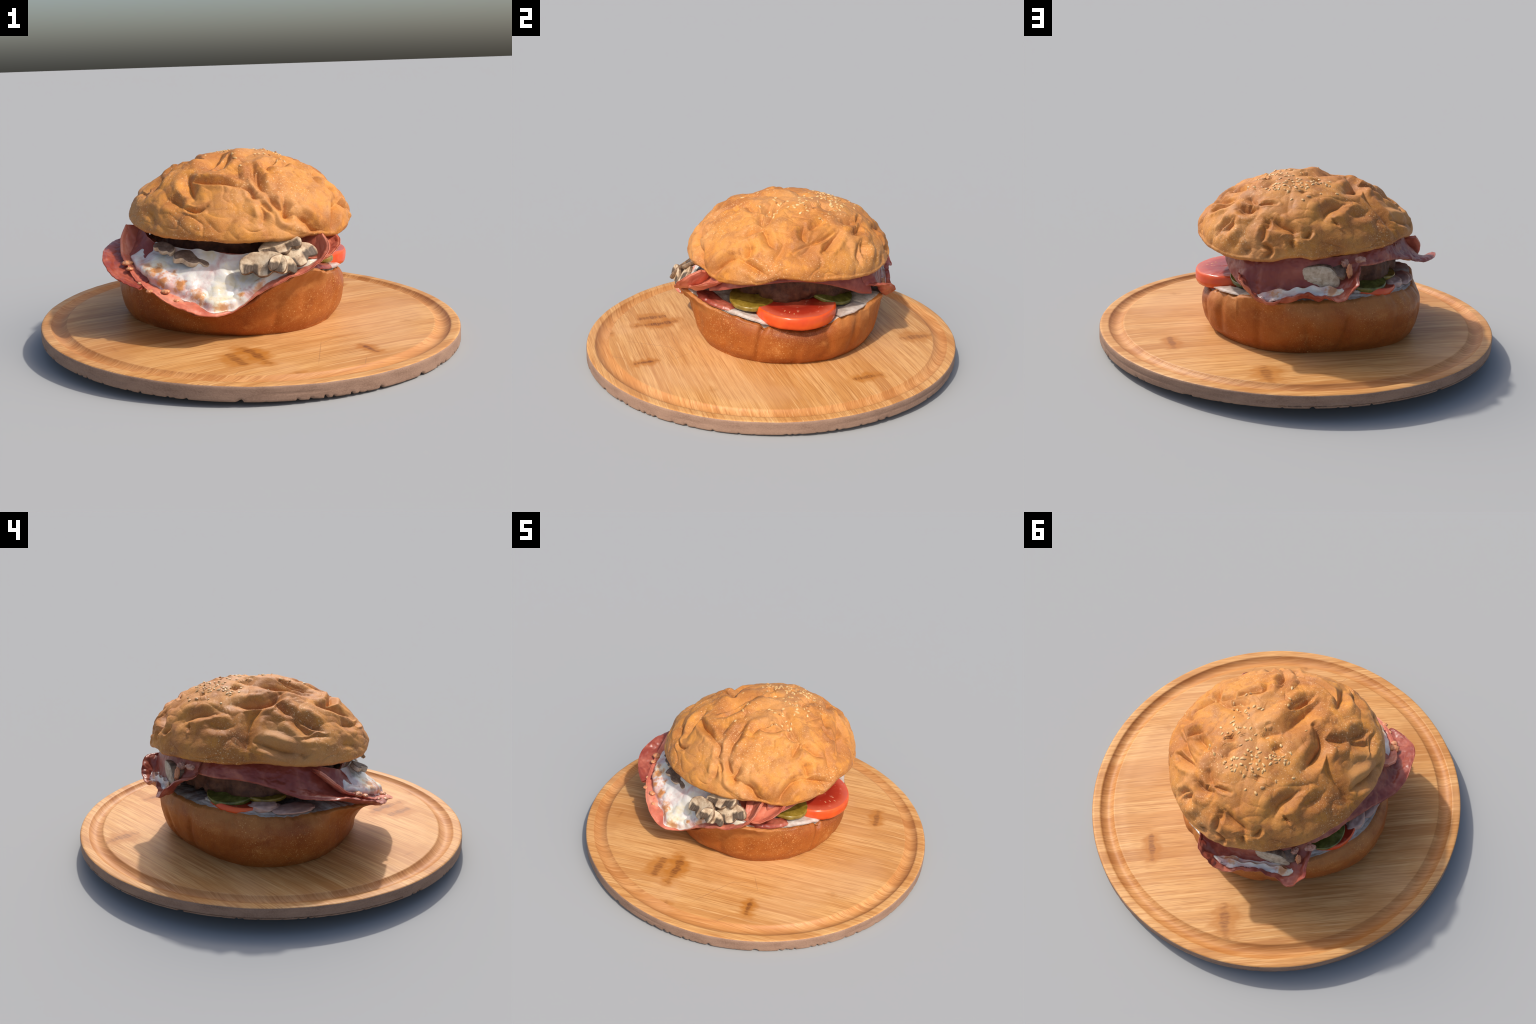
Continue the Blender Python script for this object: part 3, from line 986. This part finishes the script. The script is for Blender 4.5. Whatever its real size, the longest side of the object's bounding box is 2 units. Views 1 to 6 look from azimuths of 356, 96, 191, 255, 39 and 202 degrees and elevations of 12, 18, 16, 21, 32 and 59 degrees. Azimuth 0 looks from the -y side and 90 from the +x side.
LEFT = Sheet([
    (122, [(.42, .595), (.44, .575), (.455, .555), (.465, .538)]),
    (140, [(.42, .610), (.44, .585), (.455, .560), (.466, .535)]),
    (155, [(.41, .612), (.435, .590), (.452, .562), (.468, .536)]),
    (166, [(.41, .607), (.435, .578), (.458, .546), (.485, .520)]),
    (173, [(.41, .605), (.440, .570), (.468, .534), (.510, .507)]),
    (180, [(.42, .600), (.452, .560), (.488, .518), (.545, .484)]),
    (187, [(.44, .595), (.475, .545), (.520, .498), (.592, .474)]),
    (195, [(.45, .580), (.500, .518), (.555, .474), (.634, .467)]),
    (203, [(.46, .560), (.520, .485), (.588, .440), (.669, .458)]),
    (213, [(.48, .530), (.54, .456), (.625, .408), (.710, .426)]),
    (222, [(.48, .490), (.56, .418), (.64, .368), (.702, .374)]),
    (229, [(.50, .450), (.57, .395), (.64, .358), (.680, .352)]),
])
BACK = Sheet([
    (58, [(.45, .560), (.465, .535), (.475, .505), (.485, .480), (.492, .460)]),
    (64, [(.47, .560), (.490, .530), (.505, .490), (.52, .470), (.535, .475)]),
    (68, [(.475, .560), (.495, .520), (.520, .470), (.545, .455), (.580, .480)]),
    (74, [(.475, .565), (.495, .515), (.515, .440), (.550, .402), (.602, .442)]),
    (79, [(.475, .570), (.495, .515), (.510, .440), (.545, .380), (.600, .405)]),
    (88, [(.475, .580), (.490, .520), (.500, .455), (.522, .392), (.566, .408)]),
    (98, [(.470, .585), (.490, .530), (.500, .470), (.522, .415), (.560, .442)]),
    (107, [(.470, .590), (.490, .535), (.505, .475), (.532, .418), (.578, .440)]),
    (114, [(.470, .590), (.490, .540), (.510, .480), (.555, .432), (.624, .438)]),
    (118, [(.470, .595), (.485, .550), (.510, .500), (.555, .462), (.622, .470)]),
    (121, [(.465, .595), (.480, .560), (.510, .520), (.555, .495), (.615, .505)]),
    (124, [(.460, .595), (.475, .570), (.495, .540), (.520, .520), (.560, .520)]),
    (128, [(.450, .600), (.460, .585), (.470, .565), (.480, .550), (.495, .545)]),
])
RIGHT = Sheet([
    (-57, [(.44, .500), (.49, .470), (.53, .440), (.565, .435)]),
    (-50, [(.44, .510), (.49, .465), (.55, .432), (.605, .450)]),
    (-44, [(.44, .520), (.50, .475), (.555, .450), (.605, .478)]),
    (-38, [(.44, .525), (.50, .490), (.54, .480), (.578, .502)]),
    (-33, [(.44, .535), (.48, .515), (.51, .510), (.530, .518)]),
])
INNER = Sheet([
    (-44, [(.46, .555), (.49, .520), (.51, .475), (.520, .430)]),
    (-36, [(.45, .555), (.48, .525), (.50, .490), (.510, .450)]),
    (-26, [(.45, .560), (.475, .535), (.490, .508), (.500, .478)]),
    (-12, [(.43, .565), (.455, .550), (.468, .530), (.475, .508)]),
    (10, [(.40, .570), (.42, .558), (.435, .542), (.440, .525)]),
    (30, [(.40, .565), (.42, .550), (.435, .530), (.440, .505)]),
    (46, [(.42, .560), (.445, .530), (.455, .500), (.462, .465)]),
    (56, [(.43, .560), (.460, .520), (.480, .475), (.488, .430)]),
    (64, [(.44, .560), (.480, .505), (.500, .455), (.510, .415)]),
])
ham("ham_slice", FRONT, -164, -47, 0.014, 0.010, seed=1)
ham("ham_slice", LEFT, 122, 229, 0.014, 0.016, mat="ham_dark", seed=5)
ham("ham_slice", BACK, 58, 128, 0.013, 0.022, mat="ham_dark", seed=9, nu=150)
ham("ham_slice", RIGHT, -57, -33, 0.013, 0.006, seed=12, nu=90, nv=40)
ham("ham_slice", INNER, -44, 64, 0.012, 0.006, mat="ham_dark", seed=15, nu=160, nv=30)


# ---------------------------------------------------------- melted cheese
def cheese(sheet, reach, u0, thick, nu=260, nv=90, seed=2):
    """Puddle lying on a slice of ham; reach {azimuth: fraction of the slice covered}."""
    ks = sorted(reach)
    az = np.linspace(ks[0], ks[-1], nu)
    f = hermite(ks, [reach[k] for k in ks], az)
    f = f + 0.08 * fbm(np.stack([az * .16, az * 0, az * 0 + seed], -1), 2)
    v = np.linspace(0, 1, nv)
    inner = u0 + 0.10 * min(1, u0 * 4) * fbm(np.stack([az * .16, az * 0 + 5, az * 0 + seed], -1), 1)
    ends = np.sqrt(smooth(az, az[0], az[0] + 9) * smooth(az, az[-1], az[-1] - 9))
    span = np.maximum(f - inner, 0.02) * (0.25 + 0.75 * ends)
    P = sheet.at(az, np.clip((f - span)[:, None] + span[:, None] * v[None], 0, 1))
    N = grid_normals(P)
    if N[..., 2].mean() < 0:
        N = -N
    e = np.minimum(smooth(v, 1.0, 0.82)[None], (smooth(az, az[0], az[0] + 6) * smooth(az, az[-1], az[-1] - 6))[:, None])
    h = thick * e * (1 + 0.6 * fbm(P * 10 + seed, 2)) + e * 0.010 * np.maximum(0, perlin(P * 24 + seed))
    h = h + 0.004
    Q = P + N * (h * 0.5 + 0.004)[..., None]
    return thick_sheet("melted_cheese", Q, MAT["cheese"], 0, h=h)


cheese(FRONT, {-152: .60, -145: .74, -136: .76, -127: .80, -118: .80, -110: .82, -103: .92, -96: .99, -88: .99, -80: .86, -70: .80, -60: .82, -55: .75}, 0.05, 0.034)
cheese(BACK, {74: .76, 80: .84, 88: .90, 95: .82, 103: .92, 110: .86, 115: .80, 119: .76}, 0.55, 0.016, nu=120, nv=60, seed=6)


def lump(name, centre, radii, mat, rough=0.25, freq=30, seed=0, rot=(0, 0, 0), n=28):
    """Small irregular blob."""
    u = np.linspace(0, 2 * np.pi, n * 2, endpoint=False)
    v = np.linspace(0.0, np.pi, n)
    U, W = np.meshgrid(u, v, indexing="ij")
    D = np.stack([np.sin(W) * np.cos(U), np.sin(W) * np.sin(U), np.cos(W)], -1)
    k = 1 + rough * fbm(D * freq * 0.06 + seed, 3)
    P = D * k[..., None] * np.array(radii)
    M = np.array((Matrix.Rotation(rot[2], 3, 'Z') @ Matrix.Rotation(rot[1], 3, 'Y') @ Matrix.Rotation(rot[0], 3, 'X')))
    P = P @ M.T + np.array(centre)
    return child(name, P, grid_faces(n * 2, n, wrap_u=True), MAT[mat])


for k, (x, y, z, r) in enumerate([(-.560, -.270, .436, .019), (-.548, -.312, .418, .013), (-.459, -.455, .346, .012), (-.50, -.40, .370, .010),
                                  (-.300, -.534, .281, .010), (-.39, -.468, .345, .015), (-.345, -.505, .312, .010)]):
    lump("cheese_blister", (x, y, z - .004), (r * 1.3, r * 1.2, r * .6), "blister", 0.35, 40, k, n=16)


# -------------------------------------------------------------- mushrooms
def mushroom(centre, x_dir, y_dir, size=1.0, thick=0.022, seed=0, cut=1.0, mats2=("flesh", "skin")):
    """Sliced mushroom: cap arch, gill notches and stem, as a thick bevelled slab."""
    half = [(0.0, .058), (.028, .056), (.052, .044), (.068, .024), (.071, .002), (.063, -.013), (.050, -.014), (.040, -.008),
            (.030, -.007), (.022, -.014), (.012, -.021), (0.0, -.022)]
    right = np.array(half)
    left = right[-2:0:-1] * np.array([-1, 1])
    out = np.concatenate([right, left]) * cut
    out = out * (1 + .08 * perlin(np.c_[out * 16, out[:, :1] * 0 + seed * 3.7]))[:, None]
    k = len(out)
    t = np.linspace(0, k, k * 6, endpoint=False)
    ext = np.concatenate([out[-2:], out, out[:2]])
    o = hermite(np.arange(-2, k + 2), ext, t)
    m = len(o)
    o = o + 0.003 * np.stack([perlin(np.c_[o * 40, o[:, :1] * 0 + seed]), perlin(np.c_[o * 40, o[:, :1] * 0 + seed + 9])], -1)
    rings, mats = [], []
    c = np.array([0, .012])
    b = 0.12
    for s, zz, mt in ((0.02, .5, 0), (.35, .5, 0), (.7, .5, 0), (.9, .47, 0), (.98, .38, 1), (1.0, .2, 1), (1.0, -.2, 1), (.98, -.38, 1), (.9, -.47, 0), (.7, -.5, 0), (.35, -.5, 0), (.02, -.5, 0)):
        rings.append(np.c_[c + (o - c) * s, np.full(m, zz * thick)])
        mats.append(mt)
    P = np.stack(rings, 1) * np.array([size, size, 1])
    P = P + np.stack([.003 * fbm(P * 25 + seed, 2), .003 * fbm(P * 25 + seed + 5, 2), .005 * perlin(P * np.array([11, 11, 2]) + seed + 11)], -1)
    P[..., 2] += .35 * (P[..., 0] ** 2 + P[..., 1] ** 2) * (1 if seed % 2 else -1) * 3
    X = Vector(x_dir).normalized()
    Z = X.cross(Vector(y_dir)).normalized()
    Y = Z.cross(X)
    M = Matrix((X, Y, Z)).transposed().to_4x4()
    M.translation = Vector(centre)
    mi = np.tile(np.minimum(np.array(mats)[:-1], np.array(mats)[1:]), m)
    mi = np.tile(np.where((np.array(mats)[:-1] + np.array(mats)[1:]) > 1, 1, 0), m)
    ob = add_mesh("mushroom_slice", P, grid_faces(m, len(mats), wrap_u=True), [MAT[k] for k in mats2], mat_index=mi)
    ob.parent = burger
    ob.matrix_parent_inverse = burger.matrix_world.inverted()
    ob.matrix_basis = M
    return ob


mushroom((.030, -.500, .422), (.95, -.18, .03), (.05, .60, .78), 1.45, .020, 1)
mushroom((.110, -.505, .425), (.80, .30, -.20), (.25, .45, .80), 1.00, .018, 9)
mushroom((.195, -.455, .450), (.75, .35, .35), (-.30, .45, .80), 1.30, .020, 2)
mushroom((.115, -.440, .492), (.95, .15, .22), (-.10, .85, .40), 1.35, .022, 3)
mushroom((-.185, .545, .472), (-.95, .0, .1), (-.1, .10, .9), 1.5, .040, 6, mats2=("skin_pale", "skin"))
mushroom((-.215, .535, .520), (-.95, .05, .05), (-.1, -.75, .65), 1.3, .030, 8, mats2=("gill", "skin"))


# ------------------------------------------------------------------ patty
def disc(name, centre, radius, thick, mats, tilt=(0, 0, 0), bulge=0.35, rough=0.004, freq=14, nt=160, oval=1.0, seed=0, side_mat=1, dish=0.0):
    """Round slice with rounded side; material 0 on the faces, 1 on the side."""
    prof = [(.0005, .5, 0)] + [(r, .5, 0) for r in (.12, .25, .4, .55, .7, .82, .9, .95)]
    for a in np.linspace(0, 1, 9):
        s = math.sin(math.pi * a)
        prof.append((1 - .035 * (1 - s) ** 2 - .0, .5 - a, side_mat))
    prof += [(r, -.5, 0) for r in (.95, .9, .82, .7, .55, .4, .25, .12, .0005)]
    prof = np.array(prof)
    th = np.linspace(0, 2 * np.pi, nt, endpoint=False)[:, None]
    r = radius * prof[:, 0][None]
    P = np.stack([r * np.cos(th), oval * r * np.sin(th), thick * prof[:, 1][None] - dish * (r / radius) ** 2 + 0 * th], -1)
    N = grid_normals(P, True)
    P = P + N * (rough * fbm(P * freq + seed, 4) * (prof[:, 0] > .01)[None])[..., None]
    mi = np.tile(np.where(prof[:-1, 2] + prof[1:, 2] > .5, 1, 0) if len(mats) > 1 else np.zeros(len(prof) - 1), nt)
    ob = add_mesh(name, P, grid_faces(nt, len(prof), wrap_u=True), mats, mat_index=mi)
    ob.parent = burger
    ob.matrix_parent_inverse = burger.matrix_world.inverted()
    M = Matrix.Translation(Vector(centre)) @ (Matrix.Rotation(tilt[2], 4, 'Z') @ Matrix.Rotation(tilt[1], 4, 'Y') @ Matrix.Rotation(tilt[0], 4, 'X'))
    ob.matrix_basis = M
    return ob


mushroom((-.275, -.392, .452), (.95, -.05, -.24), (.10, .85, .45), 1.15, .034, 4, mats2=("gill", "skin_pale"))
mushroom((-.395, -.335, .494), (.80, -.50, -.20), (.30, .75, .45), .72, .026, 5, mats2=("gill", "skin_pale"))
disc("ham_slice", (-.06, .075, .575), .41, .050, [MAT["ham_dark"]], (0.03, 0.05, 0), rough=.022, freq=9, nt=240, seed=6)
disc("patty", (-.085, .08, .480), .39, .150, [MAT["patty"]], (0.017, 0.028, 0), rough=.05, freq=9, nt=240)

# ----------------------------------------------------- tomato, pickles, sauce
tomato = disc("tomato_slice", (.282, .150, .360), .207, .066, [MAT["tomato_flesh"], MAT["tomato_skin"]], (0, math.radians(4.5), 0), rough=.003, seed=3)
disc("tomato_slice", (-.35, .235, .398), .160, .036, [MAT["tomato_flesh"], MAT["tomato_skin"]], (math.radians(4), math.radians(-4), 0), rough=.003, seed=8)
for k, (a, r) in enumerate(((-8, .135), (2, .15), (-20, .13), (10, .125))):
    a = math.radians(a)
    P, Q = seed_mesh()
    ob = add_mesh("tomato_seed", P, Q, MAT["tomato_seed"])
    ob.parent = tomato
    ob.matrix_basis = Matrix.Translation((r * math.cos(a), r * math.sin(a), .0325)) @ Matrix.Rotation(a, 4, 'Z') @ Matrix.Diagonal((.8, .45, .4, 1))
disc("pickle_slice", (.255, -.075, .392), .140, .026, [MAT["pickle"]], (0, math.radians(9), 0), rough=.004, seed=1, oval=.85)
disc("pickle_slice", (.15, .31, .412), .125, .022, [MAT["pickle_green"]], (math.radians(-14), math.radians(8), 0), rough=.004, seed=2)
disc("pickle_slice", (-.350, .285, .432), .120, .026, [MAT["pickle_green"]], (math.radians(-6), math.radians(-8), 0), rough=.004, seed=4)
disc("pickle_slice", (-.385, .130, .434), .115, .022, [MAT["pickle"]], (0, math.radians(-6), 0), rough=.004, seed=5)


def smear(name, sections, mat, thick, seed=0, nu=120, nv=30):
    """Band of sauce or spread lying on the cut face: {azimuth: inner r, outer r, height}."""
    ks = sorted(sections)
    az = np.linspace(ks[0], ks[-1], nu)
    t = hermite(ks, [sections[k] for k in ks], az)
    v = np.linspace(0, 1, nv)
    r = t[:, :1] + (t[:, 1:2] - t[:, :1]) * v[None]
    r = r + 0.010 * fbm(np.stack([az * .2, az * 0, az * 0 + seed], -1), 3)[:, None] * v[None]
    P = polar(az[:, None], r, np.broadcast_to(t[:, 2:3], r.shape))
    e = np.minimum(np.minimum(smooth(v, 1, .75), smooth(v, 0, .2))[None], (smooth(az, az[0], az[0] + 6) * smooth(az, az[-1], az[-1] - 6))[:, None])
    h = .003 + thick * e * (1 + .6 * fbm(P * 24 + seed, 3))
    P = P + np.array([0, 0, 1]) * (h * .5)[..., None]
    return thick_sheet(name, P, MAT[mat], 0, h=h)


smear("mayonnaise", {122: (.40, .45, .386), 140: (.40, .475, .388), 155: (.40, .49, .386), 172: (.41, .495, .372), 186: (.42, .485, .368)}, "mayo", .010, 3)
smear("mayonnaise", {-46: (.42, .50, .362), -36: (.42, .505, .352), -26: (.42, .507, .343), -16: (.42, .505, .332), -6: (.42, .50, .316), 2: (.42, .48, .30)}, "mayo", .007, 7)
smear("mayonnaise", {38: (.42, .505, .342), 50: (.42, .51, .354), 62: (.42, .50, .362)}, "mayo", .006, 9, nu=60)
smear("ham_shred", {-62: (.44, .555, .394), -50: (.44, .548, .380), -38: (.44, .525, .358), -27: (.43, .49, .346)}, "ham_dark", .012, 4, nu=80)
lump("sauce_drop", (-.525, .035, .382), (.05, .10, .022), "sauce", .25, 20, 3)
lump("onion_piece", (-.485, .165, .398), (.05, .075, .026), "sauce", .3, 24, 5)
lump("crumb_bit", (-.364, .484, .586), (.026, .016, .013), "bit", .5, 50, 1, (0, 0, 0.5), 18)
lump("crumb_bit", (-.300, .515, .572), (.020, .014, .018), "bit", .5, 50, 2, (0, 0, 1.1), 18)
lump("crumb_bit", (-.325, .540, .545), (.013, .012, .030), "blister", .5, 50, 3, (0.2, 0, .3), 18)
lump("crumb_bit", (-.345, .385, .408), (.028, .022, .012), "mayo", .6, 60, 4, (0, 0, .9), 18)
